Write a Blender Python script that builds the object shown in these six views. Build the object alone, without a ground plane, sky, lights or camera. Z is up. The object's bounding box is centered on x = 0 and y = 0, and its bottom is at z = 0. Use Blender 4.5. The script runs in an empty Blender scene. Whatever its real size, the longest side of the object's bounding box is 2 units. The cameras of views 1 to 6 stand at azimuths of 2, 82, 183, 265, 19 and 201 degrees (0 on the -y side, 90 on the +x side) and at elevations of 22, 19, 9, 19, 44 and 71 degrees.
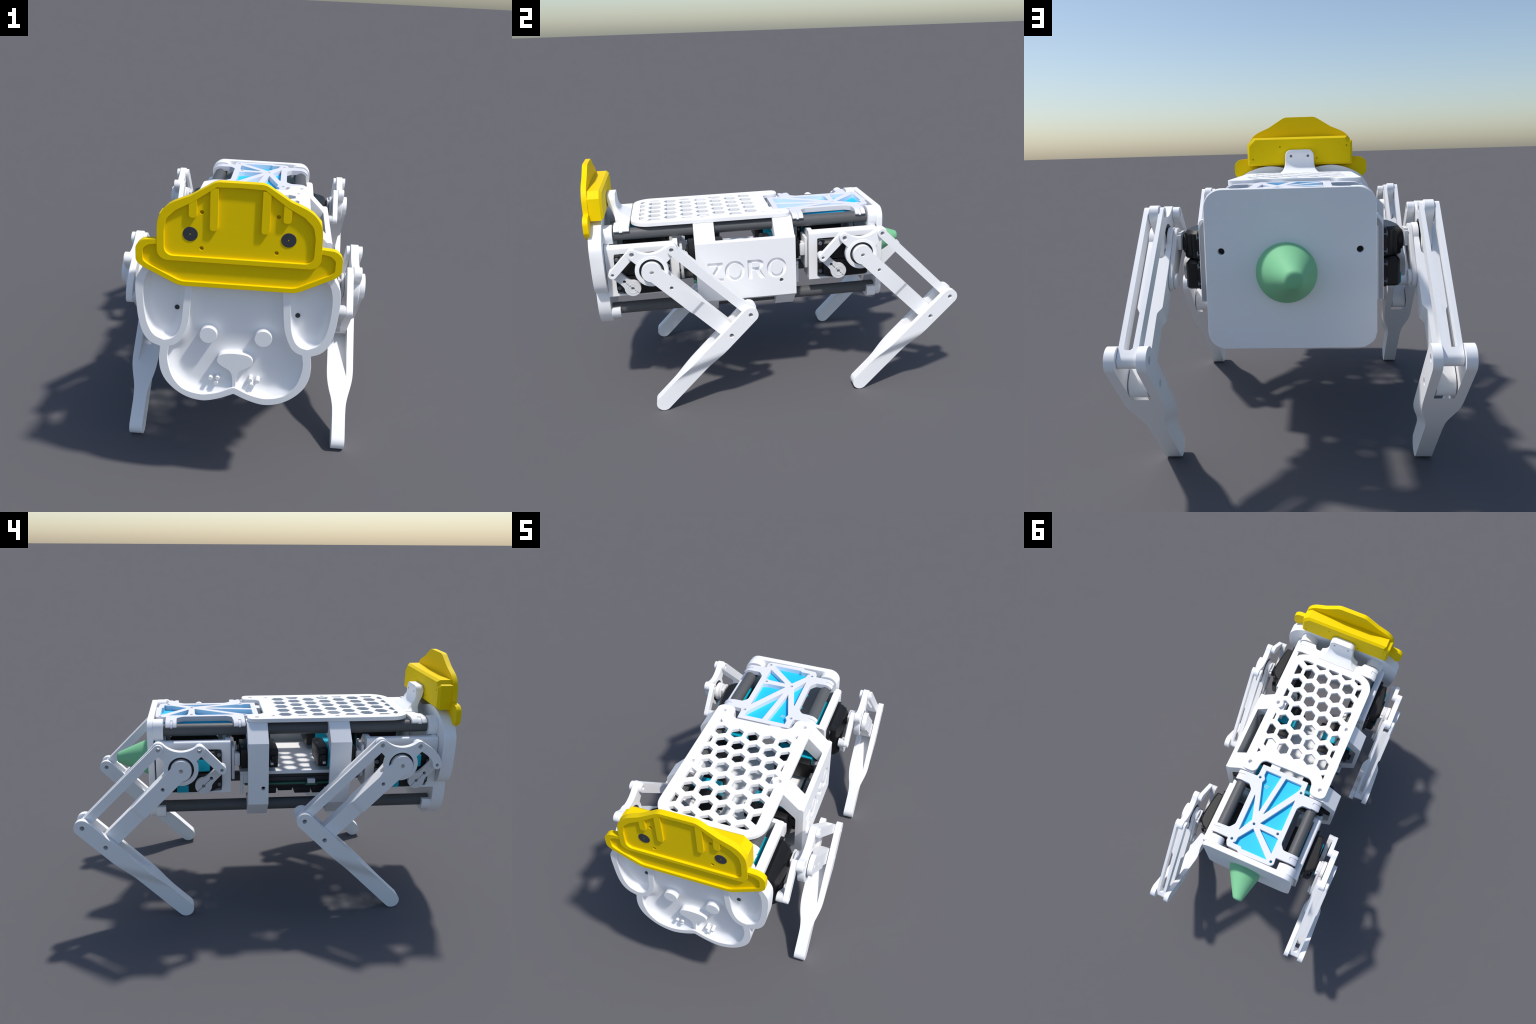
import bpy, bmesh, math
from math import sin, cos, pi, radians, sqrt, atan2, hypot
from mathutils import Vector, Matrix

# ---------------------------------------------------------------- materials
def material(name, color, rough=0.5, spec=0.4, grain=0.0, scale=60.0, bump=0.0, coat=0.0):
    m = bpy.data.materials.new(name)
    m.use_nodes = True
    nt = m.node_tree
    b = nt.nodes["Principled BSDF"]
    b.inputs["Roughness"].default_value = rough
    b.inputs["Specular IOR Level"].default_value = spec
    b.inputs["Coat Weight"].default_value = coat
    tc = nt.nodes.new("ShaderNodeTexCoord")
    noise = nt.nodes.new("ShaderNodeTexNoise")
    noise.inputs["Scale"].default_value = scale
    noise.inputs["Detail"].default_value = 3
    nt.links.new(tc.outputs["Object"], noise.inputs["Vector"])
    ramp = nt.nodes.new("ShaderNodeValToRGB")
    lo = [c * (1 - grain) for c in color]
    hi = [min(1.0, c * (1 + grain * 0.5)) for c in color]
    ramp.color_ramp.elements[0].position = 0.3
    ramp.color_ramp.elements[1].position = 0.7
    ramp.color_ramp.elements[0].color = (*lo, 1)
    ramp.color_ramp.elements[1].color = (*hi, 1)
    nt.links.new(noise.outputs["Fac"], ramp.inputs["Fac"])
    nt.links.new(ramp.outputs["Color"], b.inputs["Base Color"])
    if bump > 0:
        # faint layer lines of a 3D print
        n2 = nt.nodes.new("ShaderNodeTexNoise")
        n2.inputs["Scale"].default_value = 180
        nt.links.new(tc.outputs["Object"], n2.inputs["Vector"])
        bp = nt.nodes.new("ShaderNodeBump")
        bp.inputs["Strength"].default_value = bump
        bp.inputs["Distance"].default_value = 0.001
        nt.links.new(n2.outputs["Fac"], bp.inputs["Height"])
        nt.links.new(bp.outputs["Normal"], b.inputs["Normal"])
    return m

WHITE = material("white_plastic", (0.955, 0.955, 0.96), 0.5, 0.3, 0.008)
WHITE_SPINE = material("cool_white_plastic", (0.77, 0.775, 0.83), 0.55, 0.25, 0.01)
GREYWHITE = material("servo_horn_plastic", (0.76, 0.76, 0.765), 0.5, 0.35, 0.02)
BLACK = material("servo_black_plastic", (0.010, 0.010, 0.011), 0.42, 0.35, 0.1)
TUBE = material("dark_tube", (0.105, 0.108, 0.112), 0.5, 0.3, 0.04)
TEAL = material("servo_teal_case", (0.0, 0.44, 0.60), 0.45, 0.35, 0.02)
SKY = material("sky_blue_plastic", (0.016, 0.56, 0.95), 0.5, 0.3, 0.01)
YELLOW = material("yellow_plastic", (0.93, 0.66, 0.0), 0.55, 0.12, 0.012)
GREEN = material("green_tail", (0.235, 0.585, 0.31), 0.55, 0.15, 0.015)
DISC = material("slate_disc", (0.047, 0.051, 0.062), 0.5, 0.3, 0.02)
PCB = material("circuit_board_green", (0.04, 0.15, 0.10), 0.45, 0.4, 0.1)
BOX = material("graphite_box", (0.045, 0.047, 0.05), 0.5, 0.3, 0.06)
STEEL = material("screw_steel", (0.13, 0.15, 0.175), 0.35, 0.5, 0.05)
GOLD = material("solder_pad", (0.75, 0.60, 0.42), 0.4, 0.4, 0.05)

# ---------------------------------------------------------------- mesh helpers
# a "frame" maps the drawing plane (u, v) and the thickness w to x, y, z
FR = {"xy": lambda u, v, w: (u, v, w),
      "xz": lambda u, v, w: (u, w, v),
      "yz": lambda u, v, w: (w, u, v)}

def finish(me, angle=32):
    bm = bmesh.new(); bm.from_mesh(me)
    bmesh.ops.remove_doubles(bm, verts=bm.verts, dist=2e-5)
    bmesh.ops.dissolve_degenerate(bm, edges=bm.edges, dist=1e-6)
    bmesh.ops.recalc_face_normals(bm, faces=bm.faces)
    bm.to_mesh(me); bm.free()
    me.shade_smooth()
    me.set_sharp_from_angle(angle=radians(angle))
    return me

def plate(loops, w0, w1, frame="xy", bevel=0.0015):
    """Solid plate: closed outline(s) with holes, from w0 to w1, edges chamfered."""
    cu = bpy.data.curves.new("outline", "CURVE")
    cu.dimensions = "2D"; cu.fill_mode = "BOTH"
    for lp in loops:
        sp = cu.splines.new("POLY")
        sp.points.add(len(lp) - 1)
        for p, q in zip(sp.points, lp):
            p.co = (q[0], q[1], 0, 1)
        sp.use_cyclic_u = True
    cu.extrude = max((w1 - w0) / 2 - bevel, 1e-4)
    if bevel > 0:
        cu.bevel_depth = bevel; cu.bevel_resolution = 0; cu.offset = -bevel
    ob = bpy.data.objects.new("outline", cu)
    bpy.context.scene.collection.objects.link(ob)
    dg = bpy.context.evaluated_depsgraph_get()
    me = bpy.data.meshes.new_from_object(ob.evaluated_get(dg))
    bpy.data.objects.remove(ob); bpy.data.curves.remove(cu)
    mid = (w0 + w1) / 2; f = FR[frame]
    for v in me.vertices:
        v.co = f(v.co.x, v.co.y, v.co.z + mid)
    me.materials.clear()
    return finish(me)

def box(x0, x1, y0, y1, z0, z1, bevel=0.003, seg=2):
    bm = bmesh.new()
    bmesh.ops.create_cube(bm, size=1)
    for v in bm.verts:
        v.co = ((x0 + x1) / 2 + v.co.x * (x1 - x0), (y0 + y1) / 2 + v.co.y * (y1 - y0), (z0 + z1) / 2 + v.co.z * (z1 - z0))
    if bevel > 0:
        bmesh.ops.bevel(bm, geom=bm.edges[:], offset=bevel, segments=seg, affect="EDGES", profile=0.5)
    me = bpy.data.meshes.new("box"); bm.to_mesh(me); bm.free()
    return finish(me)

def loft(rings, cap=True, closed=True):
    bm = bmesh.new()
    vs = [[bm.verts.new(p) for p in r] for r in rings]
    n = len(rings[0])
    for a, b in zip(vs, vs[1:]):
        for i in range(n if closed else n - 1):
            j = (i + 1) % n
            bm.faces.new((a[i], a[j], b[j], b[i]))
    if cap:
        bm.faces.new(vs[0]); bm.faces.new(vs[-1])
    me = bpy.data.meshes.new("loft"); bm.to_mesh(me); bm.free()
    return finish(me)

def circle(cx, cy, r, n=40, a0=0.0, a1=2 * pi, end=False):
    m = n if not end else n - 1
    return [(cx + r * cos(a0 + (a1 - a0) * i / m), cy + r * sin(a0 + (a1 - a0) * i / m)) for i in range(n)]

def disc(cx, cy, r, w0, w1, frame, n=40, bevel=0.0015, hole=0):
    lp = [circle(cx, cy, r, n)]
    if hole: lp.append(circle(cx, cy, hole, 24))
    return plate(lp, w0, w1, frame, bevel)

def rounded(pts, default=0.0, seg=7):
    """Polygon with filleted corners; each point (x, y) or (x, y, radius)."""
    out = []; n = len(pts)
    for i in range(n):
        p = Vector(pts[i][:2]); r = pts[i][2] if len(pts[i]) > 2 else default
        a = Vector(pts[i - 1][:2]); b = Vector(pts[(i + 1) % n][:2])
        d0 = (a - p); d1 = (b - p)
        l0, l1 = d0.length, d1.length
        if r <= 0 or l0 < 1e-6 or l1 < 1e-6:
            out.append(tuple(p)); continue
        d0 /= l0; d1 /= l1
        ang = math.acos(max(-1, min(1, d0.dot(d1))))
        if ang > pi - 0.02:
            out.append(tuple(p)); continue
        t = min(r / math.tan(ang / 2), l0 * 0.49, l1 * 0.49)
        r = t * math.tan(ang / 2)
        c = p + (d0 + d1).normalized() * (r / sin(ang / 2))
        s = p + d0 * t - c; e = p + d1 * t - c
        a0 = atan2(s.y, s.x); da = atan2(e.y, e.x) - a0
        while da > pi: da -= 2 * pi
        while da < -pi: da += 2 * pi
        for k in range(seg + 1):
            out.append((c.x + r * cos(a0 + da * k / seg), c.y + r * sin(a0 + da * k / seg)))
    return out

def smooth(pts, sub=4):
    """Open Catmull-Rom curve through control points."""
    P = [Vector(p) for p in pts]; P = [P[0] * 2 - P[1]] + P + [P[-1] * 2 - P[-2]]
    out = []
    for i in range(1, len(P) - 2):
        for k in range(sub):
            t = k / sub
            a, b, c, d = P[i - 1], P[i], P[i + 1], P[i + 2]
            q = 0.5 * ((2 * b) + (c - a) * t + (2 * a - 5 * b + 4 * c - d) * t * t + (3 * b - a - 3 * c + d) * t ** 3)
            out.append((q.x, q.y))
    out.append(tuple(P[-2]))
    return out

def mirrored_loop(half):
    """Half outline from the bottom centre to the top centre, completed by symmetry in u."""
    left = [(-p[0], p[1]) for p in reversed(half) if abs(p[0]) > 1e-5]
    return list(half) + left

def capsule(a, b, ra, rb=None, n=14):
    rb = ra if rb is None else rb
    d = atan2(b[1] - a[1], b[0] - a[0]); L = hypot(b[0] - a[0], b[1] - a[1])
    k = math.asin(max(-1, min(1, (ra - rb) / L)))
    out = [(b[0] + rb * cos(d - pi / 2 + k + (pi - 2 * k) * i / n), b[1] + rb * sin(d - pi / 2 + k + (pi - 2 * k) * i / n)) for i in range(n + 1)]
    out += [(a[0] + ra * cos(d + pi / 2 - k + (pi + 2 * k) * i / n), a[1] + ra * sin(d + pi / 2 - k + (pi + 2 * k) * i / n)) for i in range(n + 1)]
    return out

def merge(*meshes):
    bm = bmesh.new()
    for me in meshes:
        bm.from_mesh(me)
    me = bpy.data.meshes.new("part"); bm.to_mesh(me); bm.free()
    me.shade_smooth(); me.set_sharp_from_angle(angle=radians(32))
    return me

def mirror(me):
    m = me.copy()
    m.transform(Matrix.Scale(-1, 4, (1, 0, 0)))
    m.flip_normals()
    return m

def moved(me, x=0, y=0, z=0):
    m = me.copy(); m.transform(Matrix.Translation((x, y, z))); return m

def both(me):
    return merge(me, mirror(me))

def boolean(a, b, op):
    oa = bpy.data.objects.new("a", a); ob = bpy.data.objects.new("b", b)
    for o in (oa, ob): bpy.context.scene.collection.objects.link(o)
    md = oa.modifiers.new("b", "BOOLEAN"); md.operation = op; md.object = ob; md.solver = "EXACT"
    dg = bpy.context.evaluated_depsgraph_get()
    me = bpy.data.meshes.new_from_object(oa.evaluated_get(dg))
    for o in (oa, ob): bpy.data.objects.remove(o)
    return finish(me)

def cross(prism_a, prism_b):
    return boolean(prism_a, prism_b, "INTERSECT")

ROOT = bpy.data.objects.new("robot_dog", None)
bpy.context.scene.collection.objects.link(ROOT)
ROOT["label"] = "white 3D-printed four-legged robot dog wearing a yellow helmet"
ROOT["category"] = "robot dog"

def add(name, me, mat, parent=ROOT, loc=(0, 0, 0)):
    ob = bpy.data.objects.new(name, me)
    bpy.context.scene.collection.objects.link(ob)
    if not me.materials:
        me.materials.append(mat)
    me.name = name
    ob.parent = parent
    ob.location = loc
    return ob

# ================================================================ overall sizes
TX, TZ_UP, TZ_LO, TR = 0.231, 0.9615, 0.530, 0.0325          # tube axes and radius
ZMID = (TZ_UP + TZ_LO) / 2
HIP_Z, HIP_F, HIP_R = 0.8246, -0.666, 0.4586                  # hip axes
SL = 0.0543                                                  # sleeve radius

# ---------------------------------------------------------------- frame tubes
tube = disc(0, 0, TR, -0.91, 0.598, "xz", 40, 0.001)
for sx in (1, -1):
    for z in (TZ_UP, TZ_LO):
        add("frame_tube", tube, TUBE, loc=(sx * TX, 0, z))

# ---------------------------------------------------------------- head
chin = smooth([(0, 0.461), (0.05, 0.438), (0.1, 0.4225), (0.138, 0.4205), (0.18, 0.430), (0.22, 0.451), (0.255, 0.482),
               (0.279, 0.516), (0.293, 0.556), (0.297, 0.603), (0.292, 0.655)])
ear_out = smooth([(0.292, 0.655), (0.330, 0.672), (0.358, 0.708), (0.3745, 0.77), (0.382, 0.85), (0.384, 0.90), (0.378, 0.94),
                  (0.348, 0.989), (0.312, 1.018), (0.25, 1.045), (0.185, 1.058), (0.13, 1.055), (0.087, 1.046), (0.03, 1.030), (0, 1.026)])
head_outline = mirrored_loop(chin + ear_out[1:])
ear_hole = rounded(smooth([(0.277, 0.684), (0.316, 0.704), (0.339, 0.746), (0.350, 0.80), (0.354, 0.86), (0.352, 0.91), (0.338, 0.958),
                           (0.30, 0.992), (0.245, 1.005), (0.21, 0.985), (0.197, 0.94), (0.198, 0.89), (0.204, 0.83), (0.210, 0.765), (0.226, 0.716), (0.249, 0.692), (0.277, 0.684)])[:-1])
ear_inner_edge = [(0.258, 0.657), (0.232, 0.668), (0.210, 0.692), (0.188, 0.746), (0.179, 0.798), (0.173, 0.868), (0.167, 0.92), (0.163, 0.97), (0.150, 0.998)]
face_half = [(0.0065, 0.489)] + smooth([(0.0065, 0.489), (0.06, 0.463), (0.109, 0.4505), (0.14, 0.450), (0.18, 0.459), (0.214, 0.479), (0.247, 0.527), (0.264, 0.60), (0.258, 0.657)])[1:] \
    + smooth(ear_inner_edge)[1:]
face_hole = face_half + [(-p[0], p[1]) for p in reversed(face_half)]
ear_hole_l = [(-p[0], p[1]) for p in ear_hole]
rim = plate([head_outline, face_hole, ear_hole, ear_hole_l], -0.985, -0.917, "xz", 0.001)
back = merge(*[plate([h], -0.9225, -0.9182, "xz", 0.0005) for h in (face_hole, ear_hole, ear_hole_l)])

def dist_to(loop, x, z):
    best = 9; n = len(loop)
    inside = False
    for i in range(n):
        ax, az = loop[i - 1]; bx, bz = loop[i]
        dx, dz = bx - ax, bz - az
        L = dx * dx + dz * dz
        t = 0 if L == 0 else max(0, min(1, ((x - ax) * dx + (z - az) * dz) / L))
        d = hypot(x - ax - t * dx, z - az - t * dz)
        if d < best: best = d
        if (az > z) != (bz > z) and x < (bx - ax) * (z - az) / (bz - az) + ax:
            inside = not inside
    return best if inside else -best

def dished_floor(loop, step, bowl, fillet, reach):
    """Floor of a recess: a bowl, with a small fillet where it meets the wall all round."""
    xs = [p[0] for p in loop]; zs = [p[1] for p in loop]
    nx = int((max(xs) - min(xs)) / step) + 3; nz = int((max(zs) - min(zs)) / step) + 3
    bm = bmesh.new(); grid = {}
    for i in range(nx):
        for j in range(nz):
            x = min(xs) - step + i * step; z = min(zs) - step + j * step
            d = dist_to(loop, x, z)
            if d > -step * 1.5:
                t = max(0, 1 - max(d, 0) / reach)
                grid[i, j] = bm.verts.new((x, max(-0.9825, bowl(x, z) - fillet * t ** 2.2), z))
    for (i, j) in list(grid):
        q = [(i, j), (i + 1, j), (i + 1, j + 1), (i, j + 1)]
        if all(k in grid for k in q):
            bm.faces.new([grid[k] for k in q])
    for f in bm.faces:
        f.normal_update()
        if f.normal.y > 0: f.normal_flip()
    me = bpy.data.meshes.new("floor"); bm.to_mesh(me); bm.free()
    me.shade_smooth()
    return me

face_bowl = lambda x, z: -0.9485
ear_bowl = lambda x, z: -0.9485
face_floor = dished_floor(face_hole, 0.0075, face_bowl, 0.022, 0.050)
ear_floor = dished_floor(ear_hole, 0.0055, ear_bowl, 0.020, 0.027)
head = add("head", merge(rim, back), WHITE)
add("face_floor", face_floor, WHITE, head)
for s in (1, -1):
    add("ear_floor", ear_floor if s > 0 else mirror(ear_floor), WHITE, head)
    dark_disc = disc(s * 0.231, 0.811, 0.0095, -0.9522, -0.93, "xz", 20, 0.0004)  # dark disc modelled on the floor for the shadow inside a hole
    add("dark_hole_disc", dark_disc, BOX, head)
    add("eye", disc(s * 0.106, 0.7135, 0.0338, -0.980, -0.930, "xz", 40, 0.001), WHITE, head)
nose_half = [(0.0, 0.487), (0.0065, 0.490)] + smooth([(0.0068, 0.50), (0.0085, 0.53), (0.014, 0.553), (0.026, 0.567), (0.045, 0.578), (0.062, 0.590), (0.070, 0.605), (0.066, 0.622), (0.052, 0.634), (0.028, 0.640), (0, 0.642)])
add("nose", plate([mirrored_loop(nose_half)], -0.980, -0.923, "xz", 0.001), WHITE, head)
for (x, z) in ((-0.094, 0.521), (-0.066, 0.523), (-0.072, 0.500), (0.064, 0.525), (0.0925, 0.521), (0.0695, 0.500)):
    add("whisker_dot", disc(x, z, 0.0083, -0.979, -0.924, "xz", 18, 0.0006), WHITE, head)
# sleeves that take the tubes at the back of the head
def sleeve(y0, y1, zc, open_top):
    if not open_top:
        lp = circle(TX, zc, SL, 40)
    else:   # cradle: lower part only, closed at the height of the tube axis
        lp = [(TX + SL * cos(a), zc + SL * sin(a)) for a in [radians(160 + 220 * i / 30) for i in range(31)]]
    return plate([lp], y0, y1, "xz", 0.001)
add("tube_socket", both(merge(sleeve(-0.9175, -0.867, TZ_UP, False), sleeve(-0.9175, -0.867, TZ_LO, True))), WHITE, head)

# ---------------------------------------------------------------- helmet
crown_half = [(0, 1.024)] + rounded([(0, 1.024), (0.298, 1.024, 0.055), (0.298, 1.105)], seg=8)[1:] \
    + smooth([(0.298, 1.105), (0.2965, 1.155), (0.290, 1.188), (0.271, 1.219), (0.245, 1.2415), (0.213, 1.257), (0.177, 1.272)]) + rounded([(0.177, 1.272), (0.086, 1.3285, 0.06), (0, 1.3285)])[1:]
crown_in = [(0, 1.043)] + rounded([(0, 1.043), (0.271, 1.043, 0.032), (0.271, 1.14, 0.04), (0.262, 1.183, 0.04), (0.228, 1.217, 0.04), (0.167, 1.250, 0.0), (0.085, 1.308, 0.01), (0, 1.311)])[1:]
crown_in_loop = mirrored_loop(crown_in)
crown_loop = mirrored_loop(crown_half)
parts = [plate([crown_loop, crown_in_loop], -1.001, -0.9885, "xz", 0.0008)]
hh = [circle(s * 0.136, z, 0.0075, 18) for s in (1, -1) for z in (1.0745, 1.211)]
parts.append(plate([crown_loop] + hh, -0.990, -0.973, "xz", 0.0008))
for s in (1, -1):
    for x, zb, zt in ((0.092, 1.147, 1.304), (0.1675, 1.192, 1.262)):
        parts.append(plate([rounded([(s * x - 0.0145, zb, 0.010), (s * x + 0.0145, zb, 0.010), (s * x + 0.0145, zt), (s * x - 0.0145, zt)])], -1.0004, -0.9885, "xz", 0.0006))
helmet = add("helmet", merge(*parts), YELLOW)
brim_half = [(0, 0.925)] + rounded([(0, 0.925), (0.218, 0.925, 0.10), (0.352, 0.992, 0.05), (0.376, 1.012, 0.03), (0.376, 1.075, 0.035), (0.350, 1.0985, 0.04), (0.300, 1.1025), (0.2845, 1.1025), (0.2845, 1.055, 0.02), (0.265, 1.035, 0.02), (0, 1.035)])[1:]
brim_in = [(0, 0.943)] + rounded([(0, 0.943), (0.211, 0.943, 0.08), (0.333, 1.004, 0.02), (0.350, 1.018, 0.015), (0.350, 1.062, 0.02), (0.330, 1.079, 0.03), (0.299, 1.084), (0.287, 1.084), (0.287, 1.055, 0.02), (0.266, 1.031, 0.02), (0, 1.031)])[1:]
add("helmet_brim", merge(plate([mirrored_loop(brim_half), mirrored_loop(brim_in)], -0.9997, -0.9880, "xz", 0.0008),
                         plate([mirrored_loop(brim_half)], -0.9893, -0.9718, "xz", 0.0008)), YELLOW, helmet)
hb = [(0.293, 1.062), (0.293, 1.181), (0.258, 1.217), (-0.266, 1.217), (-0.272, 1.198), (-0.293, 1.191), (-0.293, 1.062)]
def inset(loop, d, c=(0, 1.14)):
    return [(p[0] - (d if p[0] > c[0] else -d), p[1] - (d if p[1] > c[1] else -d)) for p in loop]
rings = [[(p[0], y, p[1]) for p in lp] for lp, y in ((hb, -0.9735), (hb, -0.911), (inset(hb, 0.012), -0.8975))]
bx = loft(rings)
for (x, z) in ((0.262, 1.098), (-0.262, 1.164), (0.109, 1.164), (-0.095, 1.098)):
    bx = boolean(bx, disc(x, z, 0.004, -0.91, -0.88, "xz", 12, 0.0002), "DIFFERENCE")
add("helmet_box", bx, YELLOW, helmet)
for s in (1, -1):
    add("helmet_light", disc(s * 0.177, 1.127, 0.0272, -0.992, -0.985, "xz", 40, 0.0008, hole=0.003), DISC, helmet)

# ---------------------------------------------------------------- helmet bracket, clipped onto the upper tubes
def tab_ring(z, w, yf, yb, r):
    return [(p[0], p[1], z) for p in rounded([(-w, yf, r), (w, yf, r), (w, yb, r), (-w, yb, r)], seg=5)]
prof = [(1.146, 0.050, -0.894, -0.851, 0.004), (1.1455, 0.054, -0.895, -0.849, 0.005), (1.138, 0.068, -0.8955, -0.848, 0.006), (1.126, 0.077, -0.8955, -0.848, 0.006), (1.112, 0.079, -0.895, -0.848, 0.006),
        (1.085, 0.079, -0.889, -0.847, 0.006), (1.065, 0.081, -0.879, -0.841, 0.006), (1.048, 0.085, -0.871, -0.830, 0.006), (1.036, 0.091, -0.866, -0.815, 0.006), (1.028, 0.099, -0.862, -0.799, 0.006),
        (1.021, 0.110, -0.859, -0.786, 0.006), (1.015, 0.124, -0.857, -0.777, 0.006), (0.998, 0.128, -0.857, -0.775, 0.006)]
tab = loft([tab_ring(*p) for p in prof])
for s in (1, -1):
    tab = boolean(tab, disc(s * 0.0465, 1.112, 0.0075, -0.875, -0.80, "xz", 18, 0.0002), "DIFFERENCE")
def clip(yc, w, side, top=1.012, inner=0.17):
    """Clip hooked over an upper tube: three fingers round the outside."""
    out = []
    for y0, y1, r1, tail in ((yc - w, yc - w * 0.3, 0.0508, 34), (yc - w * 0.3, yc + w * 0.15, 0.0475, 28), (yc + w * 0.15, yc + w, 0.0508, 34)):
        lp = [(TX + r1 * cos(radians(a)), TZ_UP + (r1 - 0.0005) * sin(radians(a))) for a in range(tail, 91, 7)]
        lp += [(inner, TZ_UP + r1 - 0.0005), (inner, TZ_UP + 0.030)] + [(TX + 0.0332 * cos(radians(a)), TZ_UP + 0.0332 * sin(radians(a))) for a in range(100, tail - 1, -6)]
        out.append(plate([[(side * p[0], p[1]) for p in lp]], y0 + 0.0004, y1 - 0.0004, "xz", 0.0012))
    return merge(*out)
base = plate([rounded([(-0.235, -0.775), (0.235, -0.775), (0.235, -0.86, 0.01), (0.172, -0.86, 0.012), (0.158, -0.832, 0.02), (0.125, -0.832, 0.02), (0.11, -0.857, 0.01),
                       (-0.11, -0.857, 0.01), (-0.125, -0.832, 0.02), (-0.158, -0.832, 0.02), (-0.172, -0.86, 0.012), (-0.235, -0.86, 0.01)])], 0.996, 1.0125, "xy", 0.0015)
add("helmet_bracket", merge(tab, base, clip(-0.818, 0.042, 1), clip(-0.818, 0.042, -1)), WHITE)

# ---------------------------------------------------------------- honeycomb deck
A1, A2, ROW0 = (0.0887, 0.0), (0.0373, -0.09), (-0.0072, -0.10)
CLIP_X, CLIP_F, CLIP_R = 0.221, -0.723, -0.006
clip_poly = [(CLIP_X, CLIP_R), (-CLIP_X, CLIP_R)] + [(-CLIP_X + 0.05 - 0.05 * cos(a), CLIP_F + 0.05 - 0.05 * sin(a)) for a in [radians(15 * i) for i in range(7)]] \
    + [(CLIP_X - 0.05 + 0.05 * sin(a), CLIP_F + 0.05 - 0.05 * cos(a)) for a in [radians(15 * i) for i in range(7)]]
def clip_convex(poly, region):
    n = len(region)
    for i in range(n):
        a, b = region[i], region[(i + 1) % n]
        side = lambda p: (b[0] - a[0]) * (p[1] - a[1]) - (b[1] - a[1]) * (p[0] - a[0])
        out = []
        for j in range(len(poly)):
            p, q = poly[j - 1], poly[j]
            sp, sq = side(p), side(q)
            if (sp >= 0) != (sq >= 0):
                t = sp / (sp - sq)
                out.append((p[0] + t * (q[0] - p[0]), p[1] + t * (q[1] - p[1])))
            if sq >= 0: out.append(q)
        poly = out
        if len(poly) < 3: return []
    return poly
def area(p):
    return abs(sum(p[i - 1][0] * p[i][1] - p[i][0] * p[i - 1][1] for i in range(len(p)))) / 2
def tidy(p):
    out = []
    for q in p:
        if not out or hypot(q[0] - out[-1][0], q[1] - out[-1][1]) > 0.0012: out.append(q)
    if len(out) > 2 and hypot(out[0][0] - out[-1][0], out[0][1] - out[-1][1]) < 0.0012: out.pop()
    return out
holes = []
for row in range(0, 8):
    for k in range(-6, 7):
        cx = ROW0[0] + row * A2[0] + k * A1[0]; cy = ROW0[1] + row * A2[1]
        hexa = [(cx + 0.0385 * sin(radians(60 * i)), cy + 0.0385 * cos(radians(60 * i))) for i in range(6)][::-1]
        h = tidy(clip_convex(hexa, clip_poly))
        if len(h) >= 3 and area(h) > 9e-5: holes.append(h)
holes.append([(0.221, -0.046), (0.221, -0.014), (0.201, -0.035)])
holes.append([(-0.2, -0.036), (-0.221, -0.045), (-0.221, -0.012)])
deck_outline = rounded([(-0.275, 0.108, 0.035), (-0.275, -0.768, 0.105), (0.275, -0.768, 0.105), (0.275, 0.108, 0.035), (0.178, 0.108, 0.035), (0.166, 0.013, 0.040), (-0.166, 0.013, 0.040), (-0.178, 0.108, 0.035)], seg=9)
bolts = [(s * 0.231, y) for s in (1, -1) for y in (0.058, -0.3755)]
deck = add("honeycomb_deck", plate([deck_outline] + holes + [circle(x, y, 0.0125, 22) for x, y in bolts], 1.004, 1.025, "xy", 0.001), WHITE)
for (x, y) in bolts[1::2]:
    add("bolt_boss", disc(x, y, 0.0325, 1.0035, 1.0256, "xy", 36, 0.0006, hole=0.0125), WHITE, deck)

# ---------------------------------------------------------------- spine tray with blue plate
def win(*pts): return rounded(list(pts), 0.002, 3)
spine_out = rounded([(0.150, 0.039), (-0.147, 0.039), (-0.149, 0.121, 0.006), (-0.225, 0.121), (-0.225, 0.185), (-0.170, 0.187, 0.02), (-0.147, 0.215, 0.03), (-0.147, 0.450, 0.03), (-0.172, 0.482, 0.02), (-0.225, 0.483), (-0.225, 0.540),
                     (-0.150, 0.540, 0.004), (-0.153, 0.570, 0.02), (-0.140, 0.598, 0.02), (0.066, 0.602, 0.004), (0.076, 0.592, 0.004), (0.146, 0.588, 0.012), (0.160, 0.560, 0.012), (0.158, 0.540, 0.004),
                     (0.225, 0.540), (0.225, 0.482), (0.178, 0.480, 0.02), (0.153, 0.448, 0.03), (0.155, 0.215, 0.03), (0.180, 0.185, 0.02), (0.225, 0.184), (0.225, 0.121), (0.152, 0.121, 0.006)])
wins = [win((0.118, 0.068), (0.017, 0.068), (0.055, 0.330), (0.112, 0.146), (0.104, 0.123), (0.118, 0.100)),
        win((-0.013, 0.069), (-0.117, 0.069), (-0.117, 0.100), (-0.104, 0.126), (0.026, 0.334)),
        win((0.121, 0.226), (0.072, 0.386), (0.120, 0.478)),
        win((-0.117, 0.170), (-0.117, 0.378), (-0.086, 0.386), (0.020, 0.388)),
        win((0.008, 0.420), (-0.086, 0.424), (-0.117, 0.432), (-0.117, 0.530)),
        win((0.121, 0.560), (0.066, 0.561), (0.055, 0.572), (-0.106, 0.573), (0.044, 0.432), (0.104, 0.518), (0.107, 0.546))]
pins = [(-0.132, 0.573), (0.135, 0.538), (-0.103, 0.405), (0.051, 0.405), (0.136, 0.123), (-0.132, 0.116)]
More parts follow.
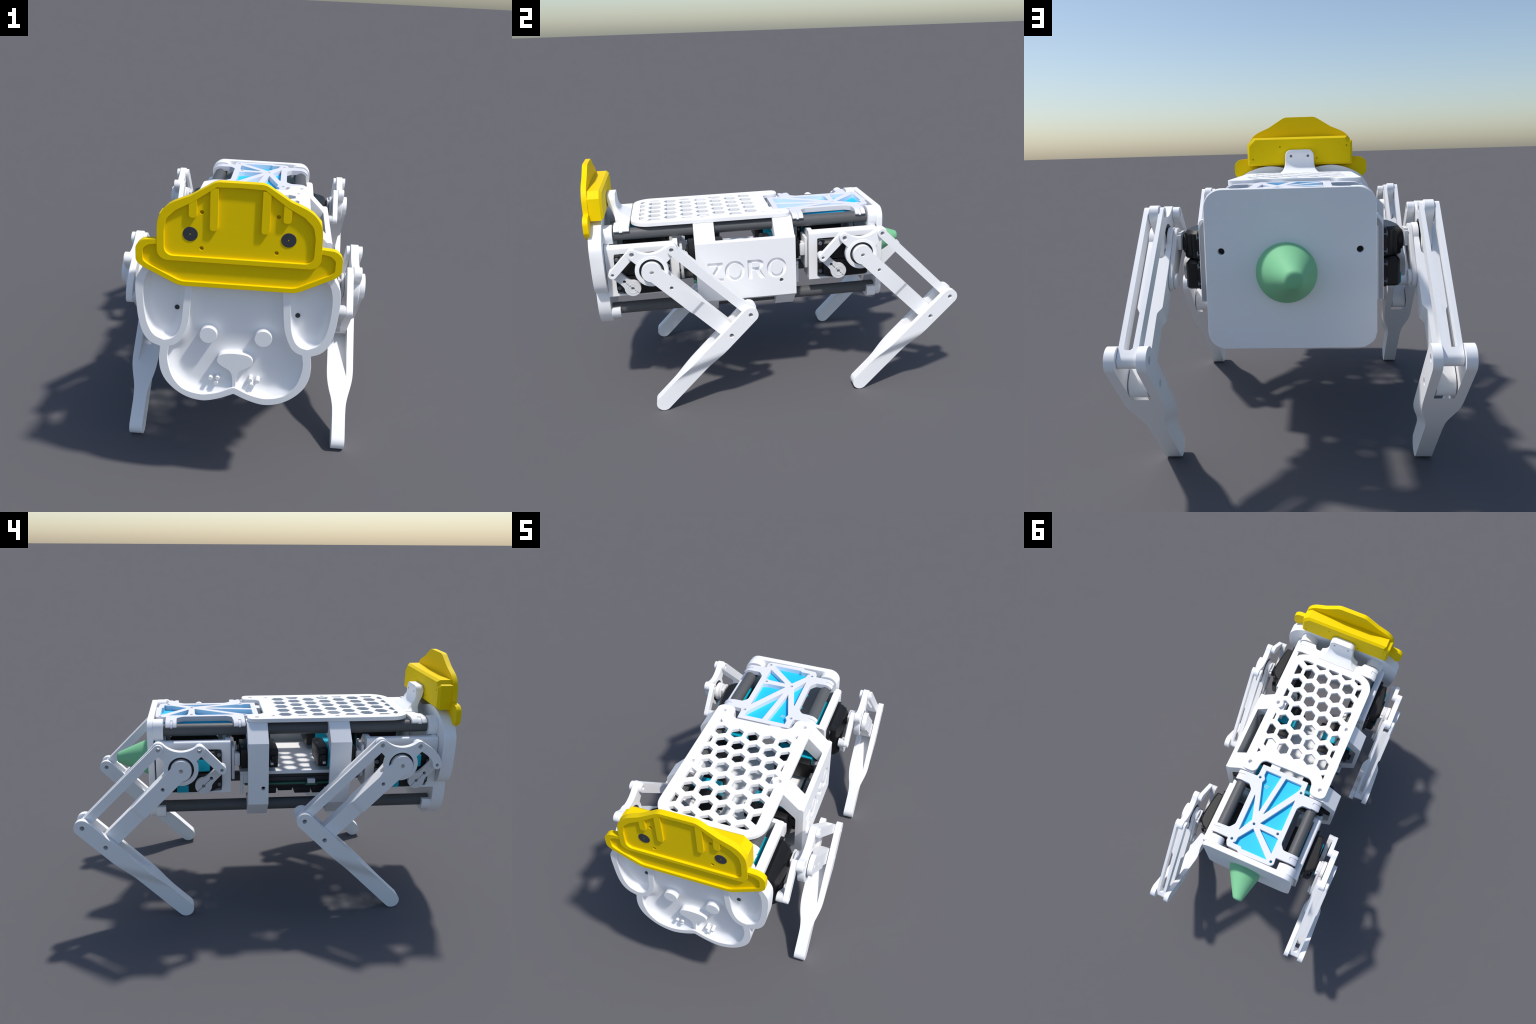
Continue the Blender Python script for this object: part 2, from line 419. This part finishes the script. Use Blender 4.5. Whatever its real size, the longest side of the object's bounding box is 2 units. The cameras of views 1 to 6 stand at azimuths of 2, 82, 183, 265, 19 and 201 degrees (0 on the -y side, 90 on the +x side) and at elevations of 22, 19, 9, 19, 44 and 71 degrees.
pads = [disc(x, y, 0.021, 0.9846, 1.0126, "xy", 28, 0.0006, hole=0.0085) for x, y in pins]
spine = plate([spine_out] + wins, 0.984, 1.012, "xy", 0.001)
for x, y in pins:
    spine = boolean(spine, disc(x, y, 0.0085, 0.95, 1.05, "xy", 20, 0.0002), "DIFFERENCE")
SPINE = add("spine_tray", merge(spine, *pads, clip(0.152, 0.031, 1), clip(0.152, 0.031, -1), clip(0.511, 0.029, 1), clip(0.511, 0.029, -1)), WHITE_SPINE)
add("blue_plate", plate([rounded([(-0.143, 0.044), (0.146, 0.044), (0.149, 0.585), (-0.146, 0.592)], 0.005)] , 0.966, 0.9855, "xy", 0.001), SKY, SPINE)
for i in range(4):
    a = radians(22 + 90 * i)
    add("solder_pad", disc(0.078 + 0.0085 * cos(a), 0.157 + 0.0085 * sin(a), 0.0038, 0.985, 0.9868, "xy", 14, 0.0003, hole=0.0013), GOLD, SPINE)
add("plug", box(0.045, 0.105, 0.012, 0.0385, 0.975, 1.006, 0.002), WHITE, SPINE)
for s in (1, -1):
    for y in (0.285, 0.405):
        add("side_tab", box(s * 0.146 - 0.006, s * 0.146 + 0.006, y, y + 0.012, 0.955, 0.9655, 0.001), TEAL, SPINE)

# ---------------------------------------------------------------- rear plate and tail
rear = plate([rounded([(-0.2858, 0.4745, 0.062), (0.2858, 0.4745, 0.062), (0.2858, 1.0185, 0.062), (-0.2858, 1.0185, 0.062)], seg=10),
              circle(0.231, 0.811, 0.0115, 22), circle(-0.231, 0.811, 0.0115, 22)], 0.603, 0.636, "xz", 0.0025)
RP = add("rear_plate", rear, WHITE)
def socket_rear(zc, top):
    if top:
        lp = rounded([(0.178, zc - 0.02), (0.178, 1.0175, 0.05), (0.2852, 1.0175, 0.05), (0.2852, zc - SL, 0.05), (0.20, zc - SL, 0.04)], seg=8)
    else:
        lp = rounded([(0.178, zc + 0.016), (0.178, 0.4755, 0.05), (0.2852, 0.4755, 0.05), (0.2852, zc + 0.016)], seg=8)
    return plate([lp], 0.553, 0.604, "xz", 0.001)
for s_ in (1, -1):
    add("dark_hole_disc", disc(s_ * 0.231, 0.811, 0.0112, 0.6045, 0.612, "xz", 20, 0.0004), BLACK, RP)
add("tube_socket", both(merge(socket_rear(TZ_UP, True), socket_rear(TZ_LO, False))), WHITE, RP)
def tail_ring(t, r):
    c = Vector((0.0165, 0.634, 0.7385)).lerp(Vector((-0.018, 0.829, 0.748)), t)
    return [(c.x + r * cos(2 * pi * i / 48), c.y, c.z + r * sin(2 * pi * i / 48)) for i in range(48)]
add("tail", loft([tail_ring(0, 0.1005), tail_ring(0.05, 0.1015), tail_ring(0.12, 0.1012), tail_ring(0.145, 0.0995), tail_ring(0.17, 0.0967), tail_ring(0.20, 0.0942), tail_ring(0.90, 0.0360), tail_ring(0.93, 0.0335), tail_ring(0.965, 0.030), tail_ring(0.988, 0.0255), tail_ring(1.0, 0.018)]), GREEN)

# ---------------------------------------------------------------- side hoops and name panel
def hoop(xo, y0, y1, zt):
    zb = 2 * ZMID - zt
    outer = [(0.186, 1.003), (0.272, 1.003), (xo, zt), (xo, zb), (0.272, 0.488), (0.186, 0.488)]
    xi = 0.338
    inner = rounded([(0.186, 0.578), (0.262, 0.578, 0.03), (xi, 0.645, 0.03), (xi, 0.848, 0.03), (0.262, 0.915, 0.03), (0.186, 0.915)], seg=6)
    return plate([outer + inner], y0, y1, "xz", 0.001)
drill = lambda me, y, z: boolean(me, disc(y, z, 0.0115, 0.30, 0.45, "yz", 22, 0.0002), "DIFFERENCE")
for (y0, y1) in ((0.005, 0.114), (-0.433, -0.321)):
    h = hoop(0.361, y0, y1, 0.914)
    if y0 > 0: h = drill(h, 0.033, 0.667)
    add("side_hoop", mirror(h), WHITE)
    h2 = hoop(0.3595, y0, y1, 0.9155)
    if y0 > 0: h2 = drill(h2, 0.032, 0.671)
    add("side_hoop", h2, WHITE)
panel = loft([[(0.352, y, 0.921), (0.370, y, 0.921), (0.378, y, 0.9145), (0.378, y, 0.5835), (0.359, y, 0.569), (0.352, y, 0.569)] for y in (-0.4335, 0.1145)])
panel = drill(panel, 0.032, 0.671)
def oval(cy, cz, ry, rz, n=44):
    # slightly squared oval, like a geometric sans-serif O
    return [(cy + ry * math.copysign(abs(cos(t)) ** 0.94, cos(t)), cz + rz * math.copysign(abs(sin(t)) ** 0.94, sin(t))) for t in [2 * pi * i / n for i in range(n)]]
letters = [
    [[(-0.372, 0.802), (-0.290, 0.802), (-0.290, 0.786), (-0.341, 0.7105), (-0.289, 0.7105), (-0.289, 0.692), (-0.372, 0.692), (-0.372, 0.707), (-0.320, 0.7835), (-0.372, 0.7835)]],
    [oval(-0.226, 0.747, 0.0545, 0.058), oval(-0.2255, 0.749, 0.0325, 0.041)],
    [[(-0.154, 0.692), (-0.130, 0.692), (-0.130, 0.741), (-0.114, 0.741), (-0.086, 0.692), (-0.056, 0.692)] + smooth([(-0.089, 0.747), (-0.074, 0.757), (-0.0665, 0.774), (-0.0715, 0.792), (-0.088, 0.802), (-0.105, 0.803)]) + [(-0.154, 0.803)],
     rounded([(-0.130, 0.786), (-0.091, 0.786, 0.012), (-0.091, 0.759, 0.012), (-0.130, 0.759)])],
    [oval(0.006, 0.747, 0.0545, 0.058), oval(0.0065, 0.749, 0.0325, 0.041)]]
for lp in letters:
    panel = boolean(panel, plate(lp, 0.3665, 0.395, "yz", 0.0), "DIFFERENCE")
add("name_panel", panel, WHITE)

# ---------------------------------------------------------------- electronics shelf between the hoops
shelf = add("electronics_shelf", merge(box(-0.268, 0.268, -0.455, 0.150, 0.714, 0.732, 0.002), box(-0.268, -0.244, 0.133, 0.1495, 0.605, 0.7135, 0.002), box(0.244, 0.268, 0.133, 0.1495, 0.605, 0.7135, 0.002),
                                       box(-0.267, 0.267, 0.085, 0.1325, 0.665, 0.7135, 0.002)), WHITE)
add("battery_box", merge(box(-0.255, 0.255, -0.44, 0.084, 0.692, 0.7135, 0.003), box(-0.257, 0.257, -0.44, 0.084, 0.667, 0.6915, 0.003)), BOX, shelf)
add("circuit_board", merge(box(-0.266, 0.266, -0.45, 0.125, 0.651, 0.662, 0.002), box(-0.285, -0.26, -0.27, -0.205, 0.650, 0.661, 0.003), box(0.26, 0.285, -0.27, -0.205, 0.650, 0.661, 0.003)), PCB, shelf)
add("board_plug", both(box(-0.286, -0.262, -0.258, -0.216, 0.6615, 0.686, 0.002)), GREYWHITE, shelf)
bits = [box(-0.255, 0.255, -0.43, 0.10, 0.626, 0.6505, 0.004)]
for i, (y0, y1, zb) in enumerate(((-0.42, -0.33, 0.600), (-0.32, -0.25, 0.585), (-0.24, -0.15, 0.590), (-0.14, -0.06, 0.603), (-0.05, 0.02, 0.592), (0.03, 0.09, 0.575))):
    bits.append(box(-0.245 + 0.01 * (i % 2), 0.245 - 0.008 * (i % 3), y0, y1, zb, 0.6258, 0.006))
add("circuit_parts", merge(*bits), BLACK, shelf)

# ---------------------------------------------------------------- servos that swing the legs sideways
def swing_servo(back, d):
    """Servo lying across the body, shaft pointing along d*y; black ends with a teal middle."""
    f = lambda a, b: (min(back + d * a, back + d * b), max(back + d * a, back + d * b))
    z0, z1, sx = 0.760, 0.866, 0.236
    zc = (z0 + z1) / 2
    ear = plate([rounded([(0.060, z0 + 0.002), (0.338, z0 + 0.002), (0.338, z1 - 0.002), (0.060, z1 - 0.002)], 0.012)] + [circle(x, zc + e * 0.029, 0.0085, 14) for x in (0.075, 0.323) for e in (1, -1)], *f(0.150, 0.164), "xz", 0.001)
    blk = [box(0.095, 0.300, *f(0.0, 0.053), z0, z1, 0.010, 2), box(0.096, 0.299, *f(0.131, 0.200), z0, z1, 0.006), ear,
           box(0.170, 0.292, *f(0.200, 0.212), z0 + 0.010, z1 - 0.010, 0.005), disc(sx, zc, 0.034, *f(0.2115, 0.220), "xz", 28, 0.002),
           box(0.296, 0.318, *f(0.012, 0.040), zc - 0.018, zc + 0.018, 0.003)]
    teal = [box(0.0965, 0.2985, *f(0.0535, 0.1305), z0 + 0.001, z1 + 0.001, 0.004)]
    horn = [disc(sx, zc, 0.030, *f(0.2205, 0.240), "xz", 28, 0.001), box(0.175, 0.300, *f(0.233, 0.250), 0.700, 0.880, 0.006), box(0.262, 0.306, *f(0.205, 0.233), zc - 0.034, zc + 0.034, 0.004)]
    return merge(*blk), merge(*teal), merge(*horn)
def foot_plug(back, d): return box(0.2995, 0.304, min(back + d * 0.042, back + d * 0.026), max(back + d * 0.042, back + d * 0.026), 0.778, 0.806, 0.001)
for back_y, d in ((-0.052, 1), (-0.266, -1)):
    b, t, h = swing_servo(back_y, d)
    for s in (1, -1):
        fx = (lambda m: m) if s > 0 else mirror
        sv = add("swing_servo", fx(b), BLACK)
        add("servo_band", fx(t), TEAL, sv)
        add("servo_horn", fx(h), GREYWHITE, sv)
        add("servo_plug", fx(foot_plug(back_y, d)), GREYWHITE, sv)

# ---------------------------------------------------------------- shoulders: housing + two servos (local origin on the hip axis)
def housing():
    """Local y/z relative to the hip."""
    y0, y1, zt, zb = -0.254, 0.138, 0.0845, -0.200
    wy0, wy1 = -0.205, 0.087
    # outer wall with its window
    wall = plate([rounded([(y0, zb), (y1, zb), (y1, zt - 0.034), (y0, zt - 0.034)]),
                  rounded([(wy0, zb + 0.012), (wy1, zb + 0.012), (wy1, zt - 0.043), (wy0, zt - 0.043)], 0.008)], 0.293, 0.311, "yz", 0.001)
    # top rail with rounded shoulder, in the xz section swept along y
    rail = plate([rounded([(0.272, zt - 0.0345), (0.311, zt - 0.0345), (0.311, zt, 0.030), (0.272, zt)], seg=8)], y0, y1, "xz", 0.001)
    ends = []
    for a, b in ((y0, y0 + 0.026), (y1 - 0.026, y1)):
        ends.append(plate([rounded([(0.165, zb), (0.310, zb), (0.310, zt + 0.0035, 0.045), (0.215, zt + 0.0035, 0.05), (0.165, 0.03, 0.05)], seg=8)], a, b, "xz", 0.001))
    bottom = box(0.20, 0.300, y0 + 0.01, y1 - 0.01, zb - 0.001, zb + 0.010, 0.001)
    return merge(wall, rail, *ends, bottom)

def servo_case(zc, shaft, upper):
    """Black case lying along y; its outer face swells towards the output shaft."""
    yc, h = -0.056, 0.0515
    ears = plate([rounded([(yc - 0.150, zc - h), (yc + 0.146, zc - h), (yc + 0.146, zc + h), (yc - 0.150, zc + h)], 0.014)] +
                 [circle(yc + sy * 0.135, zc + sz * 0.030, 0.0085, 16) for sy in (1, -1) for sz in (1, -1)], 0.3115, 0.3270, "yz", 0.0015)
    if upper:
        prof = [(0.290, -0.178), (0.362, -0.178), (0.374, -0.112), (0.3835, -0.035), (0.3835, 0.020), (0.364, 0.046), (0.342, 0.070), (0.290, 0.070)]
    else:
        prof = [(0.290, -0.178), (0.345, -0.178), (0.366, -0.160), (0.381, -0.135), (0.381, -0.060), (0.376, 0.055), (0.366, 0.070), (0.290, 0.070)]
    def lvl(z, d):
        return [(x - d * (x > 0.3), min(max(y, -0.178 + d), 0.070 - d), z) for x, y in prof]
    cap = loft([lvl(zc - h, 0.006), lvl(zc - h + 0.006, 0.0), lvl(zc + h - 0.012, 0.0), lvl(zc + h, 0.010)])
    dome = disc(shaft, zc, 0.036, 0.370, 0.3905 if upper else 0.3862, "yz", 32, 0.003)
    ribs = [box(0.340, 0.3665, y, y + 0.012, zc - h + 0.012, zc + h - 0.014, 0.002) for y in (-0.150, 0.045)] if upper else []
    inner = box(0.172, 0.226, yc - 0.118, yc + 0.118, zc - h + 0.001, zc + h - 0.001, 0.006)
    return merge(ears, cap, dome, inner, *ribs)

def servo_band(zc):
    return box(0.2265, 0.2895, -0.060 - 0.116, -0.060 + 0.116, zc - 0.051, zc + 0.051, 0.003)

def screws():
    out = []
    for zc in (-0.0135, -0.1175):
        for sy in (1, -1):
            for sz in (1, -1):
                out.append(disc(-0.056 + sy * 0.135, zc + sz * 0.030, 0.0115, 0.3150, 0.3300, "yz", 16, 0.002))
    return merge(*out)

def labels():
    """Teal patches of the case showing on the left-hand servos."""
    return merge(box(0.3680, 0.3800, -0.142, -0.081, -0.054, 0.010, 0.001), box(0.3700, 0.3835, -0.030, 0.030, -0.1665, -0.129, 0.001))

# ---------------------------------------------------------------- leg parts (hip at the origin, right-hand side)
R2 = 1 / sqrt(2)
KL, KT = (0.392, -0.391), (0.5005, -0.281)                 # knee joint, rod joint
FOOT = (-0.0018, -0.7831)
BF, BR = (-0.094, 0.0944), (0.109, 0.110)                   # rocker lugs
LE, HORN = (-0.205, -0.021), (-0.1105, -0.1155)              # link end, servo crank axis

def along(a, b, s, q):
    d = atan2(b[1] - a[1], b[0] - a[0])
    return (a[0] + s * cos(d) - q * sin(d), a[1] + s * sin(d) + q * cos(d))

def swept(outline_xs, a, b, q0, q1, skew=0.0):
    """Prism: outline drawn in (x, s), s running from a towards b, extruded across by q (optionally at a slant)."""
    bm = bmesh.new()
    lo = [bm.verts.new((x, *along(a, b, s + skew * q0, q0))) for x, s in outline_xs]
    hi = [bm.verts.new((x, *along(a, b, s + skew * q1, q1))) for x, s in outline_xs]
    n = len(lo)
    for i in range(n):
        j = (i + 1) % n
        bm.faces.new((lo[i], lo[j], hi[j], hi[i]))
    bm.faces.new(lo[::-1]); bm.faces.new(hi)
    bmesh.ops.recalc_face_normals(bm, faces=bm.faces)
    me = bpy.data.meshes.new("prism"); bm.to_mesh(me); bm.free()
    return me

def thigh():
    side = []
    T = hypot(*KL)
    bar, hub = 0.0422, 0.0525
    a0 = math.asin(bar / hub)
    prof = [(hub * cos(t), hub * sin(t)) for t in [a0 + (2 * pi - 2 * a0) * i / 36 for i in range(37)]]
    prof += [(T + bar * cos(t), bar * sin(t)) for t in [-pi / 2 + pi * i / 16 for i in range(17)]]
    prof = [p for p in prof]
    pts = [along((0, 0), KL, s, q) for s, q in prof]
    holes = [circle(0, 0, 0.011, 18), circle(0.094, -0.095, 0.010, 18), circle(KL[0], KL[1], 0.012, 18)]
    sideprism = plate([pts] + holes, 0.38, 0.56, "yz", 0.0012)
    xi, xo, li, lo = 0.422, 0.506, 0.4375, 0.4945
    ease = lambda i: 0.5 - 0.5 * cos(pi * i / 8)
    xs = [(xi, -0.06)] + [(xi + (li - xi) * ease(i), 0.300 + 0.03 * i / 8) for i in range(9)] + [(li, 0.60), (lo, 0.60)] \
        + [(lo + (xo - lo) * ease(i), 0.330 - 0.03 * i / 8) for i in range(9)] + [(xo, -0.06), (0.4815, -0.06), (0.4815, 0.080), (0.4805, 0.095), (0.472, 0.103), (0.450, 0.103), (0.442, 0.095), (0.4415, 0.080), (0.4415, -0.06)]
    return cross(sideprism, swept(xs, (0, 0), KL, -0.1, 0.1))

def shank():
    L = 0.703 - 0.0                                     # foot centre to rod joint
    d = hypot(KT[0] - FOOT[0], KT[1] - FOOT[1])
    s_kl = 0.5495
    # side profile in (s, q): q is measured towards the front/top edge (left of travel)
    r = 0.0415
    pts = capsule(FOOT, KT, r, r, 20)
    side = plate([pts, circle(*KL, 0.0125, 20), circle(*KT, 0.0125, 20)], 0.38, 0.56, "yz", 0.0012)
    top = d + 0.07
    outer = smooth([(0.530, 0.44), (0.5297, 0.395), (0.526, 0.355), (0.5165, 0.312), (0.506, 0.272), (0.4997, 0.235), (0.4975, 0.19)], 6)
    inner = smooth([(0.4375, 0.19), (0.436, 0.225), (0.4295, 0.265), (0.4185, 0.305), (0.4100, 0.348), (0.4065, 0.39), (0.406, 0.44)], 6)
    xs = [(0.530, top + 0.2)] + outer + [(0.4975, -0.28), (0.4375, -0.28)] + inner + [(0.406, top + 0.2)]
    solid = cross(side, swept(xs, FOOT, KT, -0.1, 0.1, -2.05))
    slot = [along(FOOT, KT, s, q) for s, q in ((0.234, 0.060), (0.574, -0.060), (0.9, -0.06), (0.9, 0.06))]
    return boolean(solid, plate([slot], 0.4345, 0.4985, "yz", 0.0), "DIFFERENCE")

def push_rod():
    side = plate([capsule(BR, KT, 0.0238, 0.0238, 16), circle(*BR, 0.0115, 18), circle(*KT, 0.011, 18)], 0.40, 0.53, "yz", 0.001)
    d = hypot(KT[0] - BR[0], KT[1] - BR[1])
    xs = [(0.4290, -0.04), (0.4372, d + 0.04), (0.4965, d + 0.04), (0.4965, -0.04), (0.4805, -0.04), (0.4805, d - 0.028), (0.475, d - 0.022), (0.460, d - 0.022), (0.4535, d - 0.028), (0.4448, 0.05), (0.4446, -0.04)]
    return cross(side, swept(xs, BR, KT, -0.1, 0.1))

def rocker():
    C = (-0.004, 0.2155); Rs = 0.1245; R = 0.0868
    rF = hypot(C[0] - BF[0], C[1] - BF[1]) - Rs; rR = hypot(C[0] - BR[0], C[1] - BR[1]) - Rs
    pts = []
    # front arm: up its outer edge
    uF = atan2(BF[1], BF[0]); dF = sqrt(R * R - rF * rF)
    pts.append((dF * cos(uF) - rF * sin(uF), dF * sin(uF) + rF * cos(uF)))
    aF1 = atan2(C[1] - BF[1], C[0] - BF[0])
    a0 = uF + pi / 2
    pts += [(BF[0] + rF * cos(a0 + (aF1 - a0) * i / 16), BF[1] + rF * sin(a0 + (aF1 - a0) * i / 16)) for i in range(17)]
    # saddle between the lugs
    s0 = atan2(BF[1] - C[1], BF[0] - C[0]); s1 = atan2(BR[1] - C[1], BR[0] - C[0])
    if s0 > 0: s0 -= 2 * pi
    if s1 > 0: s1 -= 2 * pi
    pts += [(C[0] + Rs * cos(s0 + (s1 - s0) * i / 22), C[1] + Rs * sin(s0 + (s1 - s0) * i / 22)) for i in range(1, 22)]
    # rear lug and down the rear arm
    uR = atan2(BR[1], BR[0]); dR = sqrt(R * R - rR * rR)
    b0 = atan2(C[1] - BR[1], C[0] - BR[0]); b1 = uR - pi / 2
    pts += [(BR[0] + rR * cos(b0 + (b1 - b0) * i / 16), BR[1] + rR * sin(b0 + (b1 - b0) * i / 16)) for i in range(17)]
    pts.append((dR * cos(uR) + rR * sin(uR), dR * sin(uR) - rR * cos(uR)))
    # round the bottom of the bearing ring
    c0 = atan2(pts[-1][1], pts[-1][0]); c1 = atan2(pts[0][1], pts[0][0]) - 2 * pi
    pts += [(R * cos(c0 + (c1 - c0) * i / 40), R * sin(c0 + (c1 - c0) * i / 40)) for i in range(1, 40)]
    pts = pts[::-1]
    body = plate([pts, circle(0, 0, 0.0645, 48), circle(*BF, 0.012, 18), circle(*BR, 0.012, 18)], 0.4455, 0.4790, "yz", 0.0015)
    lip = plate([circle(0, 0, 0.0805, 48), circle(0, 0, 0.0645, 48)], 0.4785, 0.4806, "yz", 0.0008)
    return merge(body, lip)

def link(curved=False):
    if not curved:
        lp = capsule(BF, LE, 0.0232, 0.0222)
    else:
        mid = smooth([BF, (-0.131, 0.072), (-0.167, 0.046), (-0.196, 0.011), LE], 6)
        l, r = [], []
        for i, p in enumerate(mid):
            a = mid[max(i - 1, 0)]; b = mid[min(i + 1, len(mid) - 1)]
            t = atan2(b[1] - a[1], b[0] - a[0]); w = 0.0225
            l.append((p[0] - w * sin(t), p[1] + w * cos(t))); r.append((p[0] + w * sin(t), p[1] - w * cos(t)))
        t0 = atan2(mid[1][1] - mid[0][1], mid[1][0] - mid[0][0]); t1 = atan2(mid[-1][1] - mid[-2][1], mid[-1][0] - mid[-2][0])
        capA = [(BF[0] + 0.0225 * cos(t0 - pi / 2 - pi * i / 12), BF[1] + 0.0225 * sin(t0 - pi / 2 - pi * i / 12)) for i in range(1, 12)]
        capB = [(LE[0] + 0.0225 * cos(t1 + pi / 2 - pi * i / 12), LE[1] + 0.0225 * sin(t1 + pi / 2 - pi * i / 12)) for i in range(1, 12)]
        lp = l + capB + r[::-1] + capA
    return plate([lp, circle(*BF, 0.011, 16), circle(*LE, 0.0085, 16)], 0.4190, 0.4450, "yz", 0.0015)

def crank():
    d = atan2(LE[1] - HORN[1], LE[0] - HORN[0]); L = hypot(LE[0] - HORN[0], LE[1] - HORN[1])
    def P(s, q): return (HORN[0] + s * cos(d) - q * sin(d), HORN[1] + s * sin(d) + q * cos(d))
    r = 0.0432
    a0 = radians(42)
    lp = [P(r * cos(t), r * sin(t)) for t in [a0 + (2 * pi - 2 * a0) * i / 30 for i in range(31)]]
    lp += [P(s, q) for s, q in ((0.044, -0.0255), (0.062, -0.0238), (L, -0.0232))]
    lp += [P(L + 0.0232 * cos(t), 0.0232 * sin(t)) for t in [-pi / 2 + pi * i / 12 for i in range(1, 12)]]
    lp += [P(s, q) for s, q in ((L, 0.0232), (0.062, 0.0238), (0.044, 0.0255))]
    slit = [P(0.0022 * 4 * cos(t) + 0.058, 0.009 * sin(t)) for t in [-pi + 0.18 + (2 * pi - 0.36) * i / 12 for i in range(13)]]
    slit += [P(0.009 * cos(t), 0.009 * sin(t)) for t in [0.18 + (pi - 0.36) * i / 8 for i in range(9)]]
    slit += [P(-0.0415, 0.0014), P(-0.0415, -0.0014)]
    slit += [P(0.009 * cos(t), 0.009 * sin(t)) for t in [pi + 0.18 + (pi - 0.36) * i / 8 for i in range(9)]]
    body = plate([lp, slit], 0.387, 0.4120, "yz", 0.0008)
    boss = disc(*LE, 0.0225, 0.4110, 0.4187, "yz", 24, 0.0012)
    arm = plate([[P(s, q) for s, q in ((0.083, -0.0225), (L, -0.0225), (L, 0.0225), (0.083, 0.0225))]], 0.4105, 0.4150, "yz", 0.0010)
    collar = plate([circle(*HORN, 0.0275, 32), circle(*HORN, 0.0235, 32)], 0.4110, 0.4132, "yz", 0.0006)
    cap = disc(*HORN, 0.030, 0.379, 0.3865, "yz", 28, 0.001)
    return merge(body, boss, arm, collar, cap)

def hip_horn():
    arm = plate([capsule((0, 0), (0.118, -0.120), 0.050, 0.034)], 0.4060, 0.4215, "yz", 0.003)
    hub = merge(disc(0, 0, 0.031, 0.3915, 0.4065, "yz", 32, 0.0015), box(0.3925, 0.4060, -0.036, 0.030, 0.004, 0.036, 0.002))
    clamp = merge(box(0.3925, 0.4062, 0.020, 0.046, -0.024, 0.028, 0.002), disc(0.118, -0.120, 0.026, 0.393, 0.4065, "yz", 24, 0.002))
    return merge(arm, hub, clamp)

def knee_pins():
    return merge(disc(*KL, 0.0118, 0.430, 0.515, "yz", 18, 0.001))

HOUS, SCR, LAB = housing(), screws(), labels()
S1, S2 = servo_case(-0.0135, -0.003, True), servo_case(-0.1175, HORN[0] - 0.001, False)
B1, B2 = servo_band(-0.0135), servo_band(-0.1175)
THIGH, SHANK, ROD, ROCK, LINK, LINKC, CRANK, HORNM = thigh(), shank(), push_rod(), rocker(), link(), link(True), crank(), hip_horn()
GAP_RING = plate([circle(0, 0, 0.0648, 40), circle(0, 0, 0.0522, 40)], 0.4480, 0.4680, "yz", 0.0005)
cache = {}
def sided(me, s):
    if s > 0: return me
    if me not in cache: cache[me] = mirror(me)
    return cache[me]

def group(name):
    e = bpy.data.objects.new(name, None)
    bpy.context.scene.collection.objects.link(e)
    e.parent = ROOT
    return e

for hy in (HIP_F, HIP_R):
    for s in (1, -1):
        loc = (0, hy + (0.004 if hy < 0 else -0.0026), 0.832)
        sh = add("shoulder_housing", sided(HOUS, s), WHITE, loc=loc)
        for c, b in ((S1, B1), (S2, B2)):
            sv = add("leg_servo", sided(c, s), BLACK, sh)
            add("servo_band", sided(b, s), TEAL, sh)
        add("screws", sided(SCR, s), STEEL, sh)["kind"] = "stuff"
        if s < 0:
            add("servo_label", sided(LAB, s), TEAL, sh)
        leg = group("leg"); leg.location = (0, hy, HIP_Z)
        add("dark_gap_ring", sided(GAP_RING, s), BOX, leg)
        add("thigh", sided(THIGH, s), WHITE, leg)
        add("shank", sided(SHANK, s), WHITE, leg)
        add("push_rod", sided(ROD, s), WHITE, leg)
        add("rocker", sided(ROCK, s), WHITE, leg)
        add("link_arm", sided(LINKC if (hy < 0 and s < 0) else LINK, s), WHITE, leg)
        add("servo_crank", sided(CRANK, s), GREYWHITE, leg)
        add("hip_horn", sided(HORNM, s), GREYWHITE, leg)
